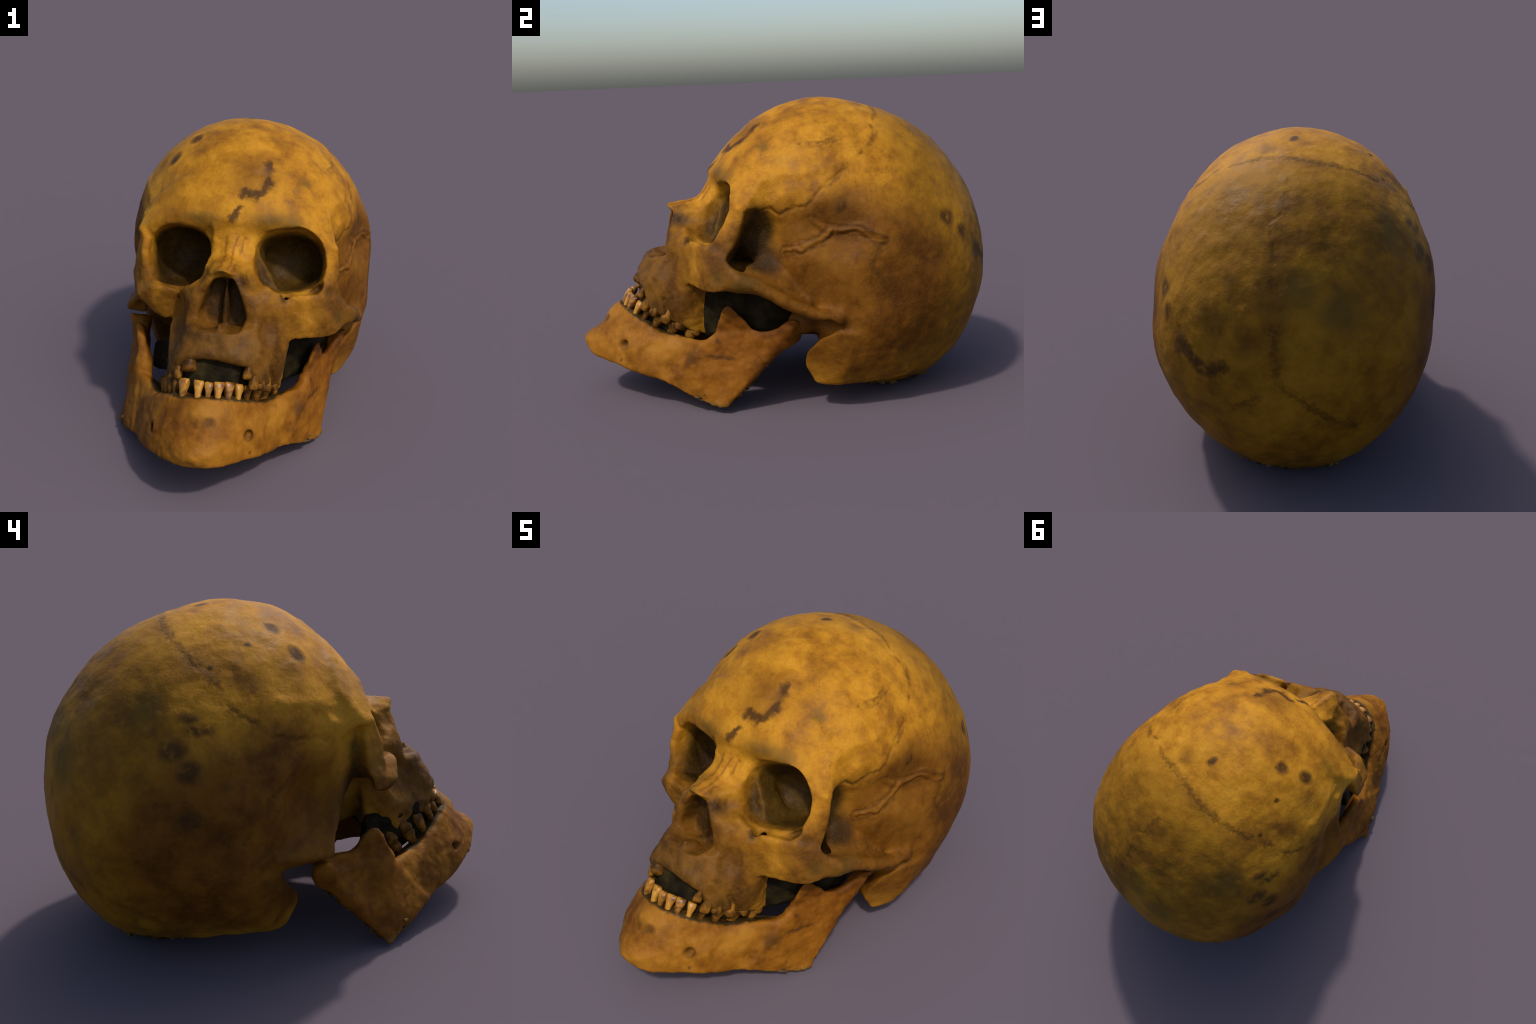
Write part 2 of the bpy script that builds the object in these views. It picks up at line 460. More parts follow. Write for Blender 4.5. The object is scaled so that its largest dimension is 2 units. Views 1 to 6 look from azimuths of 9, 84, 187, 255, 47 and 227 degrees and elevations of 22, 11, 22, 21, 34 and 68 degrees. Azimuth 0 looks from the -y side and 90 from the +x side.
    g.cut(Hull(fore + deep), 0.012)
    # canine hollows, palate, broken front sockets
    g.cut(Ball((0.235, -0.575, 0.71), (0.045, 0.05, 0.08)), 0.05)
    g.cut(Ball((-0.24, -0.565, 0.70), (0.09, 0.115, 0.14)), 0.06)
    g.cut(Ball((0.02, -0.48, 0.33), (0.15, 0.20, 0.13)), 0.03)
    g.cut(Hull([(-0.075, -0.85, 0.40), (0.155, -0.85, 0.40), (-0.095, -0.85, 0.62), (0.165, -0.85, 0.60), (0.03, -0.85, 0.635), (-0.08, -0.55, 0.40), (0.15, -0.55, 0.40),
                (-0.07, -0.55, 0.52), (0.14, -0.55, 0.51)]), 0.015)
    # hollows either side of the nasal bridge, gutters between the tooth roots
    g.cut(Ball((0.155, -0.50, 0.885), (0.05, 0.08, 0.05)), 0.03)
    g.cut(Ball((-0.125, -0.515, 0.89), (0.05, 0.08, 0.05)), 0.03)
    for (x, y, z) in ((0.178, -0.705, 0.52), (0.208, -0.675, 0.47), (0.232, -0.62, 0.44), (0.25, -0.56, 0.41), (-0.145, -0.745, 0.55), (-0.185, -0.70, 0.50), (-0.218, -0.645, 0.46), (-0.245, -0.58, 0.43)):
        g.cut(Rod([(x, y, z - 0.03), (x * 0.97, y - 0.03, z + 0.10)], (0.014, 0.006)), 0.02)
    # ear openings
    g.cut(Ball((0.575, 0.125, 0.425), (0.05, 0.03, 0.025)), 0.03)
    g.cut(Ball((-0.57, 0.085, 0.40), (0.05, 0.03, 0.025)), 0.03)
    # profile set back between the nasal tip and the nasal spine
    g.cut(Hull([(x, y, z) for x in (-0.20, 0.24) for y, z in ((-0.9, 0.70), (-0.9, 0.88), (-0.573, 0.705), (-0.545, 0.885), (-0.560, 0.79))]), 0.02)
    # nasal septum and the conchae inside the opening
    g.add(Hull([(0.012, -0.535, 0.68), (0.036, -0.535, 0.68), (0.016, -0.49, 0.90), (0.032, -0.49, 0.90), (0.010, -0.40, 0.6), (0.040, -0.40, 0.6), (0.010, -0.40, 0.9), (0.040, -0.40, 0.9)]), 0.03)
    # nasal spine
    g.add(Rod([(0.02, -0.60, 0.675), (0.02, -0.632, 0.705)], (0.03, 0.012)), 0.02)

    v, f = surface_nets(g)
    v, f = keep_largest(v, f)
    return smooth(v, f, 2), f


def build_jaw():
    g = Field((-0.66, -1.06, -0.03), (0.66, 0.12, 0.62), 0.0065)
    # arch of the body: hulls of outer landmarks and their inner mates
    chin = [(0.105, -0.948, 0.210), (-0.186, -0.913, 0.202), (-0.03, -1.014, 0.285), (0.06, -0.985, 0.28), (0.03, -0.992, 0.220), (-0.09, -0.978, 0.215), (0.12, -0.89, 0.31), (-0.165, -0.875, 0.32), (-0.03, -0.95, 0.198),
            (0.13, -0.755, 0.44), (-0.025, -0.820, 0.463), (-0.17, -0.765, 0.44), (0.06, -0.802, 0.46),
            (0.10, -0.70, 0.43), (-0.14, -0.71, 0.43), (0.08, -0.76, 0.21), (-0.13, -0.77, 0.21)]
    g.add(Hull(chin), 0.02)

    def half_jaw(tr, front):
        T = lambda pts: [tr(p) for p in pts]
        body = [(0.222, -0.612, 0.352), (0.299, -0.568, 0.30), (0.332, -0.592, 0.126), (0.232, -0.775, 0.168), (0.208, -0.805, 0.28),
                (0.10, -0.70, 0.42), (0.06, -0.78, 0.22), (0.15, -0.60, 0.34), (0.23, -0.56, 0.13)]
        g.add(Hull(T(body) + front), 0.016)
        rear = [(0.299, -0.57, 0.30), (0.332, -0.592, 0.126), (0.222, -0.612, 0.352), (0.27, -0.45, 0.29), (0.39, -0.38, 0.33), (0.460, -0.338, 0.034), (0.427, -0.41, 0.046), (0.24, -0.56, 0.14), (0.37, -0.36, 0.05),
                (0.18, -0.58, 0.33), (0.23, -0.43, 0.27), (0.34, -0.36, 0.30)]
        g.add(Hull(T(rear)), 0.02)
        ramus = [(0.385, -0.375, 0.37), (0.435, -0.20, 0.385), (0.46, -0.13, 0.365), (0.505, -0.03, 0.395), (0.47, -0.015, 0.33), (0.460, -0.185, 0.215), (0.460, -0.262, 0.13), (0.462, -0.325, 0.032), (0.425, -0.42, 0.048), (0.335, -0.575, 0.14),
                 (0.345, -0.36, 0.36), (0.405, -0.2, 0.37), (0.43, 0.0, 0.33), (0.41, -0.16, 0.21), (0.40, -0.30, 0.04), (0.33, -0.48, 0.2)]
        g.add(Hull(T(ramus)), 0.04)
        horn = [(0.383, -0.37, 0.38), (0.42, -0.335, 0.50), (0.435, -0.30, 0.525), (0.44, -0.275, 0.50), (0.445, -0.20, 0.39), (0.455, -0.15, 0.36), (0.35, -0.35, 0.37), (0.40, -0.32, 0.49), (0.41, -0.285, 0.50), (0.41, -0.2, 0.37)]
        g.add(Hull(T(horn)), 0.02)
        knob = [(0.46, -0.11, 0.37), (0.53, -0.035, 0.455), (0.545, 0.0, 0.45), (0.50, 0.045, 0.40), (0.43, 0.01, 0.43), (0.43, 0.02, 0.38), (0.46, 0.02, 0.32), (0.48, -0.09, 0.30)]
        g.add(Hull(T(knob)), 0.03)
    half_jaw(lambda p: p, [(0.103, -0.945, 0.211), (0.12, -0.89, 0.31), (0.133, -0.748, 0.435)])
    # raised rim of the right ramus and its broad front face
    g.add(Hull([(-0.47, -0.225, 0.44), (-0.485, -0.12, 0.418), (-0.50, -0.05, 0.435), (-0.47, -0.10, 0.30), (-0.46, -0.25, 0.30), (-0.43, -0.22, 0.44), (-0.445, -0.12, 0.418), (-0.45, -0.05, 0.43), (-0.43, -0.22, 0.30)]), 0.03)
    g.add(Hull([(-0.445, -0.30, 0.535), (-0.40, -0.335, 0.50), (-0.375, -0.40, 0.40), (-0.34, -0.44, 0.30), (-0.42, -0.41, 0.40), (-0.42, -0.26, 0.50), (-0.41, -0.20, 0.38), (-0.46, -0.2, 0.40), (-0.46, -0.40, 0.2)]), 0.03)
    half_jaw(mirror_jaw, [(-0.184, -0.912, 0.203), (-0.165, -0.873, 0.32), (-0.17, -0.763, 0.435)])
    # hollow on the tongue side, dent under the front teeth, chin hole, mental holes
    g.cut(Ball((-0.025, -0.57, 0.24), (0.16, 0.20, 0.30)), 0.04)
    g.cut(Ball((-0.02, -0.945, 0.395), (0.13, 0.05, 0.05)), 0.05)
    for p in ((0.186, -0.80, 0.286), (-0.234, -0.79, 0.274), (0.033, -0.90, 0.388)):
        g.cut(Ball(p, (0.016, 0.03, 0.018)), 0.012)
    v, f = surface_nets(g)
    v, f = keep_largest(v, f)
    return smooth(v, f, 5), f


def roughen(v, f, jaw):
    n = vertex_normals(v, f)
    d = 0.005 * fbm(v, 4.5, 3, 3) + 0.0028 * fbm(v, 13.0, 31, 2) + 0.0012 * fbm(v, 32.0, 9, 2)
    front = np.clip((-0.25 - v[:, 1]) / 0.1, 0, 1) if not jaw else 1.0
    d += front * (0.0035 * fbm(v, 17.0, 51, 2) + 0.0018 * fbm(v, 45.0, 71, 1))
    # ragged crust where the base and the jaw angles rested in the soil
    low = np.clip((0.085 - v[:, 2]) / 0.06, 0, 1)
    d += low * 0.010 * (fbm(v, 30.0, 21, 2) - 0.5)
    if not jaw:
        for pts, depth, width, wob in SUTURES:
            w = np.stack([lattice_noise(v, 32, 40 + k) for k in range(3)], 1) * wob
            d -= depth * np.exp(-(line_distance(v + w, snap(pts, v)) / width) ** 2)
        for pts, height, width in RIDGES:
            d += height * np.exp(-(line_distance(v, snap(pts, v)) / width) ** 2)
        for pts, height, width in WELTS:
            w = np.stack([lattice_noise(v, 26, 60 + k) for k in range(3)], 1) * 0.016
            t = line_distance(v + w, snap(pts, v))
            d += height * np.exp(-(t / width) ** 2) - 0.5 * height * np.exp(-((t - 2 * width) / (0.8 * width)) ** 2)
        for p, r, depth in DENTS:
            d -= depth * np.clip(1 - (np.linalg.norm(v - np.array(p), axis=1) / r) ** 2, 0, 1)
    v = v + n * d[:, None]
    v[:, 2] = np.where(v[:, 2] < 0.012, 0.012 + (v[:, 2] - 0.012) * 0.6, v[:, 2])
    return v


# shallow pits in the vault: (centre, radius, depth)
DENTS = [((0.14, -0.17, 1.24), 0.06, 0.006), ((0.08, -0.25, 1.18), 0.05, 0.005), ((0.284, -0.475, 0.79), 0.03, 0.012), ((0.31, -0.10, 1.21), 0.035, 0.003),
         ((-0.33, 0.01, 1.26), 0.045, 0.004), ((-0.24, 0.08, 1.34), 0.03, 0.004)]

# bone seams, cracks and scratches as polylines on the bone: (points, groove depth, width, wobble)
SUTURES = [
    ([(0.19, 0.45, 1.33), (0.30, 0.40, 1.29), (0.35, 0.41, 1.25), (0.41, 0.37, 1.20), (0.45, 0.31, 1.16)], 0.004, 0.006, 0.022),
    ([(0.19, 0.45, 1.33), (0.05, 0.46, 1.37), (-0.11, 0.49, 1.35), (-0.27, 0.46, 1.31), (-0.36, 0.42, 1.26), (-0.42, 0.36, 1.22), (-0.50, 0.33, 1.13)], 0.002, 0.007, 0.022),
    ([(0.41, -0.16, 0.94), (0.46, -0.09, 0.95), (0.48, -0.07, 0.92), (0.51, 0.01, 0.95), (0.53, 0.05, 0.96), (0.53, 0.09, 1.0), (0.53, 0.15, 1.04), (0.50, 0.23, 1.10)], 0.006, 0.007, 0.012),
    ([(0.62, 0.38, 0.80), (0.62, 0.33, 0.69), (0.62, 0.38, 0.62), (0.62, 0.42, 0.54)], 0.0025, 0.008, 0.012),
    ([(0.39, 0.06, 1.22), (0.41, 0.14, 1.22), (0.39, 0.24, 1.24)], 0.003, 0.006, 0.008),
    ([(-0.01, 0.66, 1.27), (0.02, 0.76, 1.19), (0.02, 0.88, 1.06), (0.02, 0.96, 0.89), (0.01, 0.99, 0.75), (0.0, 1.0, 0.60), (-0.11, 0.98, 0.50), (-0.18, 0.96, 0.44), (-0.32, 0.88, 0.34)], 0.003, 0.010, 0.030),
    ([(0.0, 1.0, 0.60), (0.18, 0.97, 0.46)], 0.002, 0.010, 0.030),
    ([(-0.50, 0.33, 1.13), (-0.53, 0.26, 1.08), (-0.55, 0.15, 1.01), (-0.53, 0.04, 0.98), (-0.48, -0.08, 0.95)], 0.005, 0.007, 0.016),
    ([(-0.55, 0.02, 0.86), (-0.60, 0.14, 0.80), (-0.61, 0.24, 0.74), (-0.62, 0.3, 0.62)], 0.003, 0.008, 0.016),
]
# raised lips beside seams and the temporal line: (points, height, width)
RIDGES = [
    ([(0.37, -0.18, 1.0), (0.42, -0.08, 1.09), (0.48, 0.06, 1.10), (0.48, 0.23, 1.13)], 0.006, 0.025),
    ([(0.56, 0.11, 0.83), (0.60, 0.27, 0.87), (0.62, 0.38, 0.82)], 0.006, 0.016),
    ([(-0.40, -0.18, 1.03), (-0.46, -0.05, 1.10), (-0.50, 0.10, 1.12)], 0.005, 0.03),
]


# the branching seam on the left temple stands proud: (points, height, width)
WELTS = [
    ([(0.48, -0.05, 0.75), (0.53, 0.04, 0.78), (0.56, 0.11, 0.81), (0.57, 0.15, 0.85), (0.60, 0.27, 0.85), (0.61, 0.31, 0.84), (0.62, 0.38, 0.80)], 0.006, 0.009),
    ([(0.57, 0.15, 0.85), (0.56, 0.10, 0.86), (0.55, 0.08, 0.89)], 0.005, 0.008),
]


def snap(pts, v, step=0.05):
    """walk a polyline in short steps and drop every stop on the nearest bone"""
    out = []
    for a, b in zip(pts, pts[1:]):
        a, b = np.array(a, float), np.array(b, float)
        n = max(1, int(np.linalg.norm(b - a) / step))
        out += [a + (b - a) * k / n for k in range(n)]
    out.append(np.array(pts[-1], float))
    return [v[((v - p) ** 2).sum(1).argmin()] for p in out]


# ----------------------------------------------------------------- objects
def link(ob, parent=None):
    bpy.context.scene.collection.objects.link(ob)
    if parent:
        ob.parent = parent
    return ob


def make_parts(v, f, region, names, root, mat):
    """split a closed surface by face region into objects that share border
    vertices' positions and the whole surface's normals"""
    nrm = vertex_normals(v, f)
    made = {}
    for k, name in enumerate(names):
        sel = f[region == k]
        if not len(sel):
            continue
        used, inv = np.unique(sel, return_inverse=True)
        me = bpy.data.meshes.new(name)
        me.from_pydata(v[used].tolist(), [], inv.reshape(-1, 4).tolist())
        me.polygons.foreach_set("use_smooth", [True] * len(sel))
        me.normals_split_custom_set_from_vertices(nrm[used].tolist())
        me.materials.append(mat)
        made[name] = link(bpy.data.objects.new(name, me), root)
    return made


# --------------------------------------------------------------- materials
class Nodes:
    """thin helper round a node tree"""
    def __init__(self, name):
        self.mat = bpy.data.materials.new(name)
        self.mat.use_nodes = True
        self.t = self.mat.node_tree
        self.bsdf = self.t.nodes["Principled BSDF"]
        self.p = self.t.nodes.new("ShaderNodeTexCoord").outputs["Object"]

    def put(self, sock, val):
        if isinstance(val, bpy.types.NodeSocket):
            self.t.links.new(val, sock)
        elif isinstance(val, (tuple, list)) and len(val) == 3 and sock.type == "RGBA":
            sock.default_value = (*val, 1)
        else:
            sock.default_value = val

    def math(self, op, a, b=None, clamp=False):
        n = self.t.nodes.new("ShaderNodeMath")
        n.operation, n.use_clamp = op, clamp
        self.put(n.inputs[0], a)
        if b is not None:
            self.put(n.inputs[1], b)
        return n.outputs[0]

    def vec(self, op, a, b=None, scale=None):
        n = self.t.nodes.new("ShaderNodeVectorMath")
        n.operation = op
        self.put(n.inputs[0], a)
        if b is not None:
            self.put(n.inputs[1], b)
        if scale is not None:
            self.put(n.inputs["Scale"], scale)
        return n.outputs["Value" if op in ("LENGTH", "DISTANCE", "DOT_PRODUCT") else "Vector"]

    def noise(self, scale, detail=4, rough=0.55, vector=None, colour=False):
        n = self.t.nodes.new("ShaderNodeTexNoise")
        n.inputs["Scale"].default_value = scale
        n.inputs["Detail"].default_value = detail
        n.inputs["Roughness"].default_value = rough
        self.put(n.inputs["Vector"], self.p if vector is None else vector)
        return n.outputs["Color" if colour else "Fac"]

    def ramp(self, fac, stops):
        n = self.t.nodes.new("ShaderNodeValToRGB")
        el = n.color_ramp.elements
        while len(el) < len(stops):
            el.new(0.5)
        for e, (pos, c) in zip(el, stops):
            e.position, e.color = pos, (*c, 1)
        self.put(n.inputs[0], fac)
        return n.outputs[0]

    def step(self, val, a, b):
        """smooth 0 at a .. 1 at b"""
        n = self.t.nodes.new("ShaderNodeMapRange")
        n.interpolation_type = "SMOOTHSTEP"
        flip = a > b
        self.put(n.inputs["Value"], val)
        n.inputs["From Min"].default_value, n.inputs["From Max"].default_value = min(a, b), max(a, b)
        n.inputs["To Min"].default_value, n.inputs["To Max"].default_value = (1, 0) if flip else (0, 1)
        return n.outputs[0]

    def mix(self, fac, a, b, mode="MIX"):
        n = self.t.nodes.new("ShaderNodeMix")
        n.data_type, n.blend_type = "RGBA", mode
        self.put(n.inputs["Factor"], fac)
        self.put(n.inputs[6], a)
        self.put(n.inputs[7], b)
        return n.outputs[2]

    def warp(self, amount, scale, detail=2):
        c = self.noise(scale, detail, 0.6, colour=True)
        c = self.vec("SUBTRACT", c, (0.5, 0.5, 0.5))
        return self.vec("ADD", self.p, self.vec("SCALE", c, scale=amount))

    def blob(self, p, centre, radius, soft=0.45):
        """1 inside an ellipsoid, fading to 0 at its edge"""
        r = radius if isinstance(radius, tuple) else (radius,) * 3
        d = self.vec("MULTIPLY", self.vec("SUBTRACT", p, tuple(centre)), tuple(1 / x for x in r))
        return self.step(self.vec("LENGTH", d), 1 + soft * 0.5, 1 - soft)

    def after(self, p, value):
        """p unchanged, but evaluated only once value is known: keeps the shader's
        stack short when a long list of masks is folded into one"""
        n = self.t.nodes.new("ShaderNodeVectorMath")
        n.operation = "MULTIPLY_ADD"
        self.put(n.inputs[0], value)
        n.inputs[1].default_value = (1e-9,) * 3
        self.put(n.inputs[2], p)
        return n.outputs[0]

    def most(self, p, makers):
        """largest of several masks, each a function of the position"""
        out = None
        for make in makers:
            m = make(p if out is None else self.after(p, out))
            out = m if out is None else self.math("MAXIMUM", out, m)
        return out

    def blobs(self, p, spots, soft):
        return self.most(p, [lambda q, c=c, r=r: self.blob(q, c, r, soft) for c, r in spots])

    def line(self, p, pts):
        """distance to a polyline"""
        out = None
        for a, b in zip(pts, pts[1:]):
            a, b = Vector(a), Vector(b)
            ab = b - a
            if ab.length < 1e-4:
                continue
            pa = self.vec("SUBTRACT", p if out is None else self.after(p, out), tuple(a))
            h = self.math("MULTIPLY", self.vec("DOT_PRODUCT", pa, tuple(ab)), 1 / ab.dot(ab), clamp=True)
            n = self.t.nodes.new("ShaderNodeVectorMath")
            n.operation = "SCALE"
            n.inputs[0].default_value = ab
            self.put(n.inputs["Scale"], h)
            d = self.vec("DISTANCE", pa, n.outputs[0])
            out = d if out is None else self.math("MINIMUM", out, d)
        return out

    def finish(self, colour, rough=0.6, bump=None, strength=0.3, dist=0.01, spec=0.12, tint=(0.87, 0.735, 0.38)):
        b = self.bsdf
        self.put(b.inputs["Base Color"], self.mix(1.0, colour, tint, "MULTIPLY"))
        self.put(b.inputs["Roughness"], rough)
        b.inputs["Specular IOR Level"].default_value = spec
        if bump is not None:
            n = self.t.nodes.new("ShaderNodeBump")
            n.inputs["Strength"].default_value, n.inputs["Distance"].default_value = strength, dist
            self.put(n.inputs["Height"], bump)
            self.put(b.inputs["Normal"], n.outputs[0])
        return self.mat


def bone_colour(N, tones):
    """mottled old bone: broad clouds and smaller stains"""
    if not hasattr(N, "mottle"):
        cloud, stain = N.noise(3.2, 6, 0.6), N.noise(12.0, 7, 0.68)
        N.mottle = N.math("ADD", N.math("MULTIPLY", cloud, 0.55), N.math("MULTIPLY", stain, 0.45))
    return N.ramp(N.mottle, [(0.38, tones[0]), (0.46, tones[1]), (0.53, tones[2]), (0.63, tones[3])])


OCHRE = [(0.22, 0.098, 0.012), (0.345, 0.165, 0.016), (0.45, 0.230, 0.023), (0.53, 0.290, 0.042)]
UMBER = (0.055, 0.026, 0.010)


def cranium_material(v):
    N = Nodes("stained_bone")
    col = bone_colour(N, OCHRE)
    wide, mid, fine, rough = N.warp(0.16, 4.0), N.warp(0.05, 14.0, 3), N.warp(0.03, 34.0), N.warp(0.07, 24.0, 3)

    # olive rear vault behind the coronal seam, tones lowered toward its shaded look
    y = N.t.nodes.new("ShaderNodeSeparateXYZ")
    N.put(y.inputs[0], N.warp(0.10, 5.0, 4))
    rear = N.math("MULTIPLY", N.step(y.outputs["Y"], 0.38, 0.60), 0.8)
    olive = bone_colour(N, [(0.115, 0.056, 0.004), (0.175, 0.089, 0.006), (0.235, 0.122, 0.008), (0.29, 0.152, 0.012)])
    col = N.mix(rear, col, olive)
    # red-brown temples, grey-brown tooth-bearing bone, orange cheeks
    temple = N.blobs(wide, [((0.62, 0.16, 0.58), (0.32, 0.62, 0.50)), ((-0.64, 0.20, 0.56), (0.32, 0.66, 0.52))], 0.3)
    col = N.mix(N.math("MULTIPLY", temple, 0.85), col, bone_colour(N, [(0.052, 0.018, 0.003), (0.085, 0.031, 0.004), (0.120, 0.046, 0.006), (0.160, 0.066, 0.009)]))
    muzzle = N.blobs(wide, [((0.02, -0.70, 0.60), (0.28, 0.20, 0.12)), ((0.20, -0.62, 0.47), (0.16, 0.20, 0.13)), ((-0.18, -0.62, 0.50), (0.16, 0.20, 0.13))], 0.7)
    # browner lower face
    face = N.blobs(wide, [((0.02, -0.60, 0.62), (0.50, 0.40, 0.32)), ((0.48, -0.28, 0.64), (0.20, 0.22, 0.22)), ((-0.42, -0.34, 0.74), (0.20, 0.20, 0.20))], 0.5)
    col = N.mix(N.math("MULTIPLY", face, 0.85), col, bone_colour(N, [(0.050, 0.022, 0.006), (0.095, 0.043, 0.009), (0.150, 0.069, 0.012), (0.21, 0.098, 0.018)]))
    col = N.mix(N.math("MULTIPLY", muzzle, 0.6), col, bone_colour(N, [(0.028, 0.016, 0.008), (0.050, 0.028, 0.012), (0.080, 0.044, 0.017), (0.125, 0.068, 0.026)]))

    # brown patches without sharp edges
    haze = [((0.08, -0.17, 1.25), (0.13, 0.13, 0.11)), ((0.20, -0.30, 1.08), (0.20, 0.10, 0.06)), ((-0.22, -0.30, 1.07), (0.22, 0.12, 0.08)), ((0.02, -0.55, 0.70), (0.16, 0.10, 0.10)), ((-0.31, -0.17, 1.13), (0.10, 0.08, 0.12)), ((-0.39, 0.05, 1.22), 0.07), ((0.27, -0.48, 0.79), (0.06, 0.06, 0.04)),
            ((-0.11, 0.49, 1.35), (0.16, 0.05, 0.05)), ((-0.36, 0.44, 1.26), (0.12, 0.08, 0.07)), ((0.55, 0.22, 0.93), (0.08, 0.08, 0.12)), ((-0.45, 0.22, 1.20), 0.05), ((0.10, 0.38, 1.38), 0.04),
            ((0.52, -0.25, 0.64), (0.08, 0.10, 0.05)), ((0.02, 0.9, 1.0), (0.06, 0.3, 0.45))]
    col = N.mix(N.math("MULTIPLY", N.blobs(mid, haze, 0.9), 0.55), col, (0.13, 0.058, 0.010))
    # grey-green grime above the sockets and olive speckle at the back
    grime = [((0.17, -0.29, 1.09), (0.09, 0.05, 0.035)), ((0.27, -0.27, 1.07), (0.06, 0.05, 0.04)), ((-0.12, -0.32, 1.09), (0.09, 0.05, 0.035)), ((0.56, -0.24, 0.64), (0.07, 0.07, 0.04)),
             ((0.50, -0.33, 0.66), (0.05, 0.05, 0.04)), ((0.36, -0.13, 1.12), 0.02), ((-0.24, 0.92, 0.87), (0.12, 0.06, 0.10)), ((-0.08, 0.93, 0.97), 0.09), ((-0.43, 0.62, 1.12), (0.07, 0.08, 0.12)),
             ((-0.01, -0.545, 0.93), (0.04, 0.03, 0.02)), ((0.31, -0.10, 1.21), 0.035)]
    col = N.mix(N.math("MULTIPLY", N.blobs(mid, grime, 0.8), 0.6), col, (0.075, 0.058, 0.020))
    # dark spots, soaked marks and the scar over the left eye
    spots = [((0.56, 0.21, 0.95), (0.06, 0.028, 0.035)), ((0.50, 0.70, 0.87), 0.045), ((0.47, 0.78, 0.80), 0.04), ((0.41, 0.87, 0.70), (0.04, 0.05, 0.06)), ((-0.01, 0.31, 1.40), (0.022, 0.035, 0.03)),
             ((-0.24, 0.08, 1.34), 0.034), ((-0.33, 0.0, 1.26), (0.035, 0.04, 0.045)), ((-0.33, 0.20, 1.30), 0.014), ((-0.40, 0.36, 1.25), 0.018), ((-0.56, 0.54, 0.99), (0.05, 0.07, 0.05)),
             ((-0.55, 0.45, 1.05), (0.05, 0.08, 0.03)), ((-0.60, 0.49, 0.92), (0.05, 0.05, 0.06)), ((-0.62, 0.50, 0.73), (0.05, 0.06, 0.05)), ((-0.52, 0.47, 1.09), (0.04, 0.06, 0.03)),
             ((0.10, -0.50, 0.87), (0.04, 0.05, 0.028)), ((0.135, -0.42, 0.93), 0.025), ((0.28, -0.47, 0.80), 0.022)]
    strokes = [([(0.14, -0.12, 1.29), (0.15, -0.18, 1.24), (0.13, -0.23, 1.19), (0.08, -0.25, 1.18), (0.05, -0.25, 1.19)], 0.020), ([(0.04, -0.30, 1.13), (0.01, -0.33, 1.09)], 0.016),
               ([(0.41, 0.86, 0.72), (0.31, 0.93, 0.62), (0.22, 0.97, 0.65)], 0.024)]

    dark = N.blobs(mid, spots, 0.6)
    for pts, wdt in strokes:
        dark = N.math("MAXIMUM", dark, N.step(N.line(N.after(rough, dark), snap(pts, v)), wdt * 1.8, wdt * 0.5))
    for x in (-0.012, 0.045, 0.085):
        streak = N.step(N.line(N.after(fine, dark), snap([(x, -0.36, 1.02), (x * 0.9 + 0.004, -0.46, 0.96), (x * 0.8 + 0.01, -0.53, 0.94)], v)), 0.012, 0.002)
        col = N.mix(N.math("MULTIPLY", streak, 0.6), col, (0.16, 0.060, 0.008))
    patchy = N.step(N.noise(22, 3), 0.25, 0.48)
    col = N.mix(N.math("MULTIPLY", N.math("MULTIPLY", dark, patchy), 0.92), col, UMBER)
    # seams
    zigzag = N.warp(0.06, 60.0, 1)
    def seam_mask(strong, far, close):
        lines = [snap(pts, v, 0.09) for pts, depth, width, wob in SUTURES if (depth > 0.0035) == strong]
        return N.most(fine if strong else zigzag, [lambda q, pts=pts: N.step(N.line(q, pts), far, close) for pts in lines])
    near = N.math("MULTIPLY", seam_mask(True, 0.018, 0.001), N.step(N.noise(14, 2), 0.32, 0.6))
    near2 = seam_mask(False, 0.026, 0.004)
    welt = N.most(fine, [lambda q, pts=snap(pts, v, 0.09): N.line(q, pts) for pts, h, wd in WELTS[:1]])
    col = N.mix(N.math("MULTIPLY", N.math("MULTIPLY", N.step(welt, 0.034, 0.020), N.step(welt, 0.010, 0.018)), 0.55), col, (0.06, 0.024, 0.005))
    broken = N.step(N.noise(11, 2), 0.35, 0.55)
    col = N.mix(N.math("MULTIPLY", near, 0.6), col, (0.045, 0.018, 0.004))
    col = N.mix(N.math("MULTIPLY", N.math("MULTIPLY", near2, broken), 0.6), col, (0.06, 0.030, 0.005))
    # eye sockets: colour darkened with depth for the shadow inside them
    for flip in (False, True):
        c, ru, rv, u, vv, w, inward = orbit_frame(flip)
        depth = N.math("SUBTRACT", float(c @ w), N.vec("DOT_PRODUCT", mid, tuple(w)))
        socket_shade = N.math("MULTIPLY", N.blob(mid, tuple(c + inward * 0.12), (0.20, 0.26, 0.21), 0.15), N.step(depth, 0.0, 0.10))
        col = N.mix(N.math("MULTIPLY", socket_shade, 0.93), col, bone_colour(N, [(0.007, 0.005, 0.002), (0.014, 0.010, 0.003), (0.026, 0.018, 0.005), (0.045, 0.031, 0.008)]))
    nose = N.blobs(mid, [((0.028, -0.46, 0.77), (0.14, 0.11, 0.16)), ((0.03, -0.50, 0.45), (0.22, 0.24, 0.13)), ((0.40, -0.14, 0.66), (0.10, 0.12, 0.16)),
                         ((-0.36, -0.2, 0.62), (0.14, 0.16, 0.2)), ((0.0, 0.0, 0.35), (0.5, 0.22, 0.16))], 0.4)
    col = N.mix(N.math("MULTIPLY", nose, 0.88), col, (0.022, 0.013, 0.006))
    # crust under the base
    crust = N.blob(mid, (0.0, 0.40, -0.02), (0.5, 0.42, 0.09), 0.4)
    col = N.mix(N.math("MULTIPLY", crust, 0.7), col, N.ramp(N.noise(26, 4), [(0.4, (0.03, 0.022, 0.010)), (0.6, (0.16, 0.12, 0.055))]))
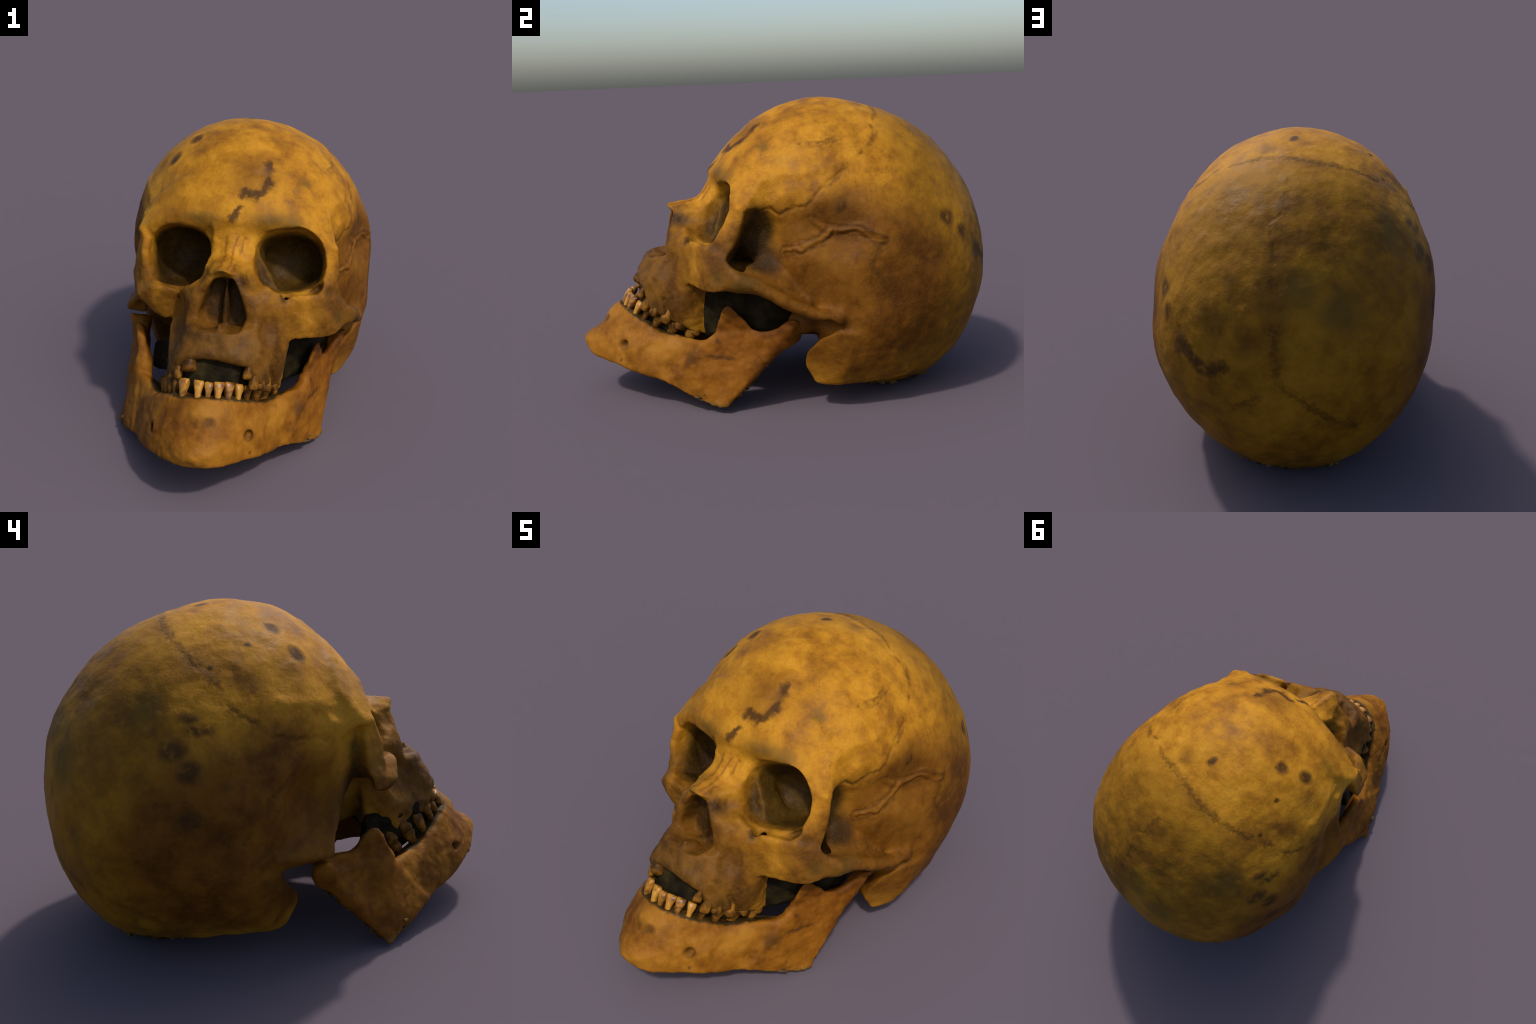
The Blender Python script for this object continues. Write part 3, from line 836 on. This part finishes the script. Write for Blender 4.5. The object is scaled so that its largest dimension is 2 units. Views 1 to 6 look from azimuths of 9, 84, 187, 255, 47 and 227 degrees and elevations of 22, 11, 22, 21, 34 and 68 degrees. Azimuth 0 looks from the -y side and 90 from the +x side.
    # fine specks and grain
    speck = N.step(N.noise(60, 2), 0.70, 0.78)
    col = N.mix(N.math("MULTIPLY", speck, 0.5), col, UMBER)
    grain = N.noise(90, 3, 0.6)
    col = N.mix(N.math("MULTIPLY", N.step(grain, 0.5, 0.3), 0.25), col, (0.20, 0.09, 0.012))
    bump = N.math("ADD", N.math("MULTIPLY", N.noise(30, 4, 0.6), 0.7), N.math("MULTIPLY", grain, 0.3))
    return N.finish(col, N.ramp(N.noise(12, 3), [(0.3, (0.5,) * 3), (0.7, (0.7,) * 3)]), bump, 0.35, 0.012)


def jaw_material():
    N = Nodes("orange_brown_bone")
    col = bone_colour(N, [(0.095, 0.034, 0.004), (0.155, 0.062, 0.006), (0.225, 0.097, 0.010), (0.31, 0.145, 0.020)])
    mid, fine = N.warp(0.05, 14.0, 3), N.warp(0.025, 34.0)
    rami = N.blobs(mid, [((0.46, -0.22, 0.28), (0.14, 0.34, 0.32)), ((-0.52, -0.24, 0.26), (0.14, 0.34, 0.32))], 0.5)
    col = N.mix(N.math("MULTIPLY", rami, 0.6), col, bone_colour(N, [(0.090, 0.029, 0.003), (0.13, 0.045, 0.004), (0.175, 0.063, 0.005), (0.225, 0.086, 0.009)]))
    pale = N.blobs(mid, [((0.02, -0.90, 0.42), (0.14, 0.12, 0.05)), ((-0.02, -0.96, 0.25), (0.12, 0.08, 0.05)), ((0.27, -0.60, 0.29), (0.08, 0.12, 0.05))], 0.8)
    col = N.mix(N.math("MULTIPLY", pale, 0.45), col, (0.43, 0.225, 0.045))
    spots = [((0.184, -0.795, 0.286), 0.030), ((-0.234, -0.785, 0.274), 0.028), ((0.033, -0.885, 0.386), (0.026, 0.04, 0.018)), ((-0.02, -0.90, 0.39), 0.02), ((0.36, -0.47, 0.25), (0.05, 0.05, 0.05)),
             ((0.20, -0.82, 0.22), 0.012), ((0.40, -0.35, 0.33), 0.014), ((-0.16, -0.89, 0.24), 0.014), ((0.42, -0.36, 0.26), (0.05, 0.09, 0.010))]
    col = N.mix(N.math("MULTIPLY", N.blobs(mid, spots, 0.7), 0.75), col, (0.06, 0.028, 0.008))
    # black soil between and under the teeth, on the tongue side
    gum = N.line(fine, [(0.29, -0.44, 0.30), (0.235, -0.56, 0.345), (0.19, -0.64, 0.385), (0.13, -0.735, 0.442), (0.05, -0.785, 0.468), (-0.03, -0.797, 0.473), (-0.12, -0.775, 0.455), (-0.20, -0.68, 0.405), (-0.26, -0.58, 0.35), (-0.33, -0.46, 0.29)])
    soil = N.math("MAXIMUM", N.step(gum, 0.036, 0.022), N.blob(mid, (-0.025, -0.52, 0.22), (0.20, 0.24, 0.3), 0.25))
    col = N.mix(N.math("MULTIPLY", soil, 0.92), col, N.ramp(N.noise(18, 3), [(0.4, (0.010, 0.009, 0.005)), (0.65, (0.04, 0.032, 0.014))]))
    crust = N.blobs(mid, [((0.43, -0.36, 0.01), (0.10, 0.16, 0.05)), ((-0.50, -0.36, 0.0), (0.10, 0.14, 0.045)), ((0.40, -0.15, 0.20), (0.04, 0.18, 0.14))], 0.5)
    col = N.mix(N.math("MULTIPLY", crust, 0.7), col, N.ramp(N.noise(26, 4), [(0.4, (0.05, 0.032, 0.012)), (0.6, (0.20, 0.15, 0.06))]))
    speck = N.step(N.noise(55, 2), 0.69, 0.77)
    col = N.mix(N.math("MULTIPLY", speck, 0.5), col, UMBER)
    grain = N.noise(90, 3, 0.6)
    bump = N.math("ADD", N.math("MULTIPLY", N.noise(28, 4, 0.6), 0.7), N.math("MULTIPLY", grain, 0.3))
    return N.finish(col, 0.6, bump, 0.35, 0.012)


def tooth_material():
    N = Nodes("worn_enamel")
    info = N.t.nodes.new("ShaderNodeObjectInfo")
    fac = N.math("ADD", N.math("MULTIPLY", N.noise(28, 3), 0.8), N.math("MULTIPLY", info.outputs["Random"], 0.25))
    col = N.ramp(fac, [(0.34, (0.10, 0.042, 0.008)), (0.50, (0.33, 0.160, 0.028)), (0.70, (0.54, 0.31, 0.075))])
    return N.finish(col, 0.4, N.noise(60, 2), 0.2, 0.005, 0.4)


def dark_tooth_material():
    N = Nodes("stained_tooth")
    col = N.ramp(N.noise(24, 4), [(0.35, (0.045, 0.022, 0.006)), (0.5, (0.14, 0.066, 0.012)), (0.68, (0.28, 0.14, 0.026))])
    return N.finish(col, 0.5, N.noise(60, 2), 0.25, 0.006)


def soil_material():
    N = Nodes("dark_dried_soil")
    col = N.ramp(N.noise(11, 5), [(0.40, (0.008, 0.006, 0.004)), (0.55, (0.018, 0.015, 0.009)), (0.72, (0.040, 0.033, 0.018))])
    return N.finish(col, 0.85, N.noise(40, 4), 0.5, 0.015, 0.1)


# ------------------------------------------------------------------ teeth
UP = V3(0, 0.53, 0.85) / math.hypot(0.53, 0.85)       # across the bite plane


def tooth_mesh(name, width, thick, height, kind, seed):
    """rings from root tip to biting edge; front teeth are chisels, back teeth blocks"""
    rng = np.random.default_rng(seed)
    if kind == "front":
        rings = [(-0.70, 0.50, 0.55), (-0.40, 0.56, 0.75), (-0.15, 0.66, 0.92), (0.06, 0.84, 1.0), (0.26, 0.98, 0.95), (0.42, 1.0, 0.78), (0.50, 0.86, 0.50)]
    else:
        rings = [(-0.70, 0.55, 0.55), (-0.30, 0.68, 0.72), (-0.08, 0.80, 0.85), (0.12, 1.0, 1.0), (0.32, 1.0, 1.0), (0.44, 0.88, 0.88), (0.48, 0.55, 0.55)]
    seg, verts, faces = 16, [], []
    lean = rng.uniform(-0.10, 0.10)
    for z, a, b in rings:
        for k in range(seg):
            t = 2 * math.pi * k / seg
            c, s = math.cos(t), math.sin(t)
            e = 0.75
            x = math.copysign(abs(c) ** e, c) * a * width / 2
            y = math.copysign(abs(s) ** e, s) * b * thick / 2
            j = 1 + rng.uniform(-0.05, 0.05)
            zz = z + (rng.uniform(-0.04, 0.04) if z > 0.3 else 0)
            verts.append((x * j + lean * width * max(z, 0), y * j, zz * height))
    n = len(rings)
    for i in range(n - 1):
        for k in range(seg):
            k2 = (k + 1) % seg
            faces.append((i * seg + k, i * seg + k2, (i + 1) * seg + k2, (i + 1) * seg + k))
    faces.append(tuple(range(seg))[::-1])
    faces.append(tuple((n - 1) * seg + k for k in range(seg)))
    me = bpy.data.meshes.new(name)
    me.from_pydata(verts, [], faces)
    me.polygons.foreach_set("use_smooth", [True] * len(faces))
    return me


# (outer face of the crown, width, height, kind, dark?)
LOWER_TEETH = [
    ((-0.040, -0.790, 0.486), 0.046, 0.072, "front", 0), ((0.008, -0.791, 0.485), 0.038, 0.068, "front", 0), ((0.051, -0.780, 0.482), 0.047, 0.074, "front", 0), ((0.096, -0.763, 0.473), 0.047, 0.076, "front", 0),
    ((0.137, -0.728, 0.456), 0.042, 0.064, "front", 0), ((0.170, -0.687, 0.432), 0.038, 0.060, "back", 1), ((0.206, -0.635, 0.403), 0.054, 0.070, "back", 1), ((0.236, -0.560, 0.358), 0.062, 0.072, "back", 1),
    ((0.262, -0.484, 0.325), 0.062, 0.070, "back", 1),
    ((-0.114, -0.774, 0.478), 0.052, 0.075, "front", 0), ((-0.160, -0.732, 0.452), 0.032, 0.072, "front", 1), ((-0.194, -0.695, 0.432), 0.038, 0.070, "back", 1), ((-0.228, -0.642, 0.401), 0.048, 0.070, "back", 1),
    ((-0.262, -0.575, 0.358), 0.056, 0.075, "back", 1), ((-0.292, -0.500, 0.318), 0.058, 0.070, "back", 1),
]
UPPER_TEETH = [
    ((-0.112, -0.722, 0.572), 0.062, 0.085, "back", 1), ((-0.158, -0.708, 0.525), 0.044, 0.085, "front", 1), ((-0.194, -0.668, 0.488), 0.050, 0.080, "back", 1), ((-0.226, -0.612, 0.448), 0.058, 0.080, "back", 1),
    ((-0.246, -0.545, 0.410), 0.066, 0.080, "back", 1), ((-0.258, -0.475, 0.372), 0.062, 0.075, "back", 1),
    ((0.172, -0.700, 0.540), 0.040, 0.065, "front", 1), ((0.198, -0.678, 0.495), 0.048, 0.090, "front", 1), ((0.222, -0.645, 0.462), 0.048, 0.070, "back", 1), ((0.248, -0.585, 0.425), 0.054, 0.070, "back", 1),
    ((0.268, -0.515, 0.395), 0.058, 0.072, "back", 1), ((0.272, -0.445, 0.362), 0.056, 0.068, "back", 1),
]


def build_teeth(parent_low, parent_up, pale, dark):
    for rows, parent, sign, cx in ((LOWER_TEETH, parent_low, 1, -0.02), (UPPER_TEETH, parent_up, -1, 0.02)):
        for k, (p, w, h, kind, is_dark) in enumerate(rows):
            p = np.array(p)
            # outwards along the dental arch
            out = p - V3(cx, max(p[1] + 0.12, -0.58) if p[1] < -0.6 else p[1] + 0.03, p[2])
            out[1] *= 1.25
            out -= UP * (out @ UP)
            out /= np.linalg.norm(out)
            thick = 0.036 if kind == "front" else w * 0.95
            axis = UP * sign
            side = np.cross(out, axis)
            m = Matrix.Identity(4)
            for c, a in enumerate((side, out, axis)):
                m[0][c], m[1][c], m[2][c] = a
            me = tooth_mesh("tooth", w, thick, h, kind, 100 + k + (50 if sign < 0 else 0))
            me.materials.append(dark if is_dark else pale)
            me.transform(Matrix.Translation(p - out * thick * 0.5) @ m)
            link(bpy.data.objects.new("tooth", me), parent)


# ------------------------------------------------------------------ soil
def build_soil():
    """dried earth that fills the mouth between the jaws"""
    g = Field((-0.5, -0.85, 0.10), (0.5, 0.10, 0.75), 0.009)
    front = [(0.09, -0.735, 0.43), (0.08, -0.68, 0.60), (0.175, -0.635, 0.35), (0.18, -0.62, 0.50), (0.215, -0.47, 0.27), (0.24, -0.40, 0.45)]
    g.add(Hull(front + [(-0.03 - x, y, z) for x, y, z in front]), 0.02)
    # left: packed up behind the jaw's horn, right: open behind the cheekbone
    g.add(Hull([(0.19, -0.47, 0.32), (0.19, -0.45, 0.55), (0.29, -0.36, 0.32), (0.41, -0.28, 0.585), (0.39, -0.12, 0.28), (0.475, -0.14, 0.565), (0.455, -0.08, 0.44), (0.41, -0.02, 0.34), (0.42, -0.0, 0.5), (0.15, -0.1, 0.30), (0.15, -0.1, 0.5)]), 0.02)
    g.add(Hull([(-0.21, -0.48, 0.35), (-0.21, -0.45, 0.50), (-0.375, -0.33, 0.30), (-0.365, -0.30, 0.44), (-0.30, -0.28, 0.31), (-0.22, -0.35, 0.50)]), 0.02)
    v, f = surface_nets(g)
    v = smooth(v, f, 2)
    n = vertex_normals(v, f)
    return v + n * (0.010 * fbm(v, 9, 5, 3))[:, None], f


def crust_chips(v, seed, pick, count, size):
    """ragged crumbs of bone and soil stuck along an underside"""
    rng = np.random.default_rng(seed)
    n_ok = np.flatnonzero(pick)
    verts, faces = [], []
    for p in v[rng.choice(n_ok, count)]:
        r = size * rng.uniform(0.5, 1.3)
        pts = rng.normal(size=(9, 3))
        pts = pts / np.linalg.norm(pts, axis=1, keepdims=True) * r * rng.uniform(0.55, 1.2, (9, 1)) * np.array([1.3, 1.3, 0.6])
        bm = bmesh.new()
        for q in pts:
            bm.verts.new(Vector((p + q).tolist()))
        bmesh.ops.convex_hull(bm, input=bm.verts)
        bmesh.ops.delete(bm, geom=[w for w in bm.verts if not w.link_faces], context="VERTS")
        bm.verts.index_update()
        base = len(verts)
        verts += [(w.co.x, w.co.y, max(0.001, w.co.z)) for w in bm.verts]
        faces += [tuple(base + w.index for w in f.verts) for f in bm.faces]
        bm.free()
    return verts, faces


def crust_material():
    N = Nodes("grey_brown_crust")
    col = N.ramp(N.noise(20, 4), [(0.38, (0.035, 0.022, 0.010)), (0.52, (0.09, 0.055, 0.020)), (0.66, (0.19, 0.125, 0.05))])
    return N.finish(col, 0.85, N.noise(50, 3), 0.4, 0.01, 0.05, (1, 1, 1))


def add_crust(v, seed, pick, count, size, parent, mat):
    me = bpy.data.meshes.new("soil_crust")
    me.from_pydata(*(lambda a: (a[0], [], a[1]))(crust_chips(v, seed, pick, count, size)))
    me.materials.append(mat)
    ob = link(bpy.data.objects.new("soil_crust", me), parent)
    ob["kind"] = "stuff"


def cranium_regions(v, f):
    c = v[f].mean(1)
    x, y, z = c.T
    lab = np.zeros(len(f), int)
    jawzone = (y < -0.34) & (z < 0.90) & (np.abs(x - MID) < 0.34)
    lab[jawzone] = 1
    lab[(x > 0.30) & (y < -0.19) & (z < 0.955) & (z > 0.50) & (x + 0.55 * (y + 0.19) > 0.22)] = 2
    lab[(x > 0.50) & (y < 0.10) & (z > 0.45) & (z < 0.70) & (x > 0.53 - 0.2 * (y + 0.19))] = 2
    lab[(x < -0.235) & (y < -0.235) & (z < 0.975) & (z > 0.60)] = 3
    lab[(np.abs(x - MID) < 0.10 + 0.1 * (1.0 - z)) & (y < -0.335) & (z > 0.885) & (z < 1.035)] = 4
    for flip in (False, True):
        o, ru, rv, u, vv, w, inward = orbit_frame(flip)
        d = c - o
        deep = -(d @ w)
        inside = ((d @ u) / ru) ** 2 + ((d @ vv) / rv) ** 2 < 1.05
        lab[inside & (deep > 0.045) & (deep < 0.42) & (y < 0.1)] = 6 if flip else 5
    hole = (np.abs(x - MID) < 0.115) & (y > -0.575 + 0.0 * z) & (y < -0.33) & (z > 0.64) & (z < 0.89)
    lab[hole & (lab == 1)] = 7
    lab[(np.abs(x) > 0.33) & (y < 0.33) & (y > 0.0) & (z < 0.36)] = 8
    lab[(lab == 8) & (x < 0)] = 9
    return lab


def main():
    root = bpy.data.objects.new("human_skull", None)
    link(root)
    root["label"] = "old ochre human skull with stains and worn teeth"
    root["category"] = "skull"
    v, f = build_cranium()
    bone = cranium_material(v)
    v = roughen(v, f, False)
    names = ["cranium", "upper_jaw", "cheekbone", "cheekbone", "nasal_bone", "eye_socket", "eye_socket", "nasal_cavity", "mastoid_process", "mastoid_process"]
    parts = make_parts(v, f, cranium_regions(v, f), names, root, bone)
    crust = crust_material()
    add_crust(v, 5, (v[:, 2] < 0.055) & (v[:, 1] > 0.24) & (v[:, 1] < 0.72) & (np.abs(v[:, 0]) < 0.36), 150, 0.022, root, crust)
    v, f = build_jaw()
    v = roughen(v, f, True)
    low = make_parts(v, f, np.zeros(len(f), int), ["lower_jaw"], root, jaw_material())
    add_crust(v, 6, (v[:, 2] < 0.09 + 0.9 * np.maximum(0, v[:, 1] + 0.33)) & (v[:, 1] > -0.50) & (v[:, 1] < -0.08) & (np.abs(v[:, 0] + 0.03) < 0.47), 110, 0.014, low["lower_jaw"], crust)
    build_teeth(low["lower_jaw"], parts["upper_jaw"], tooth_material(), dark_tooth_material())
    v, f = build_soil()
    make_parts(v, f, np.zeros(len(f), int), ["soil_filling"], root, soil_material())


main()
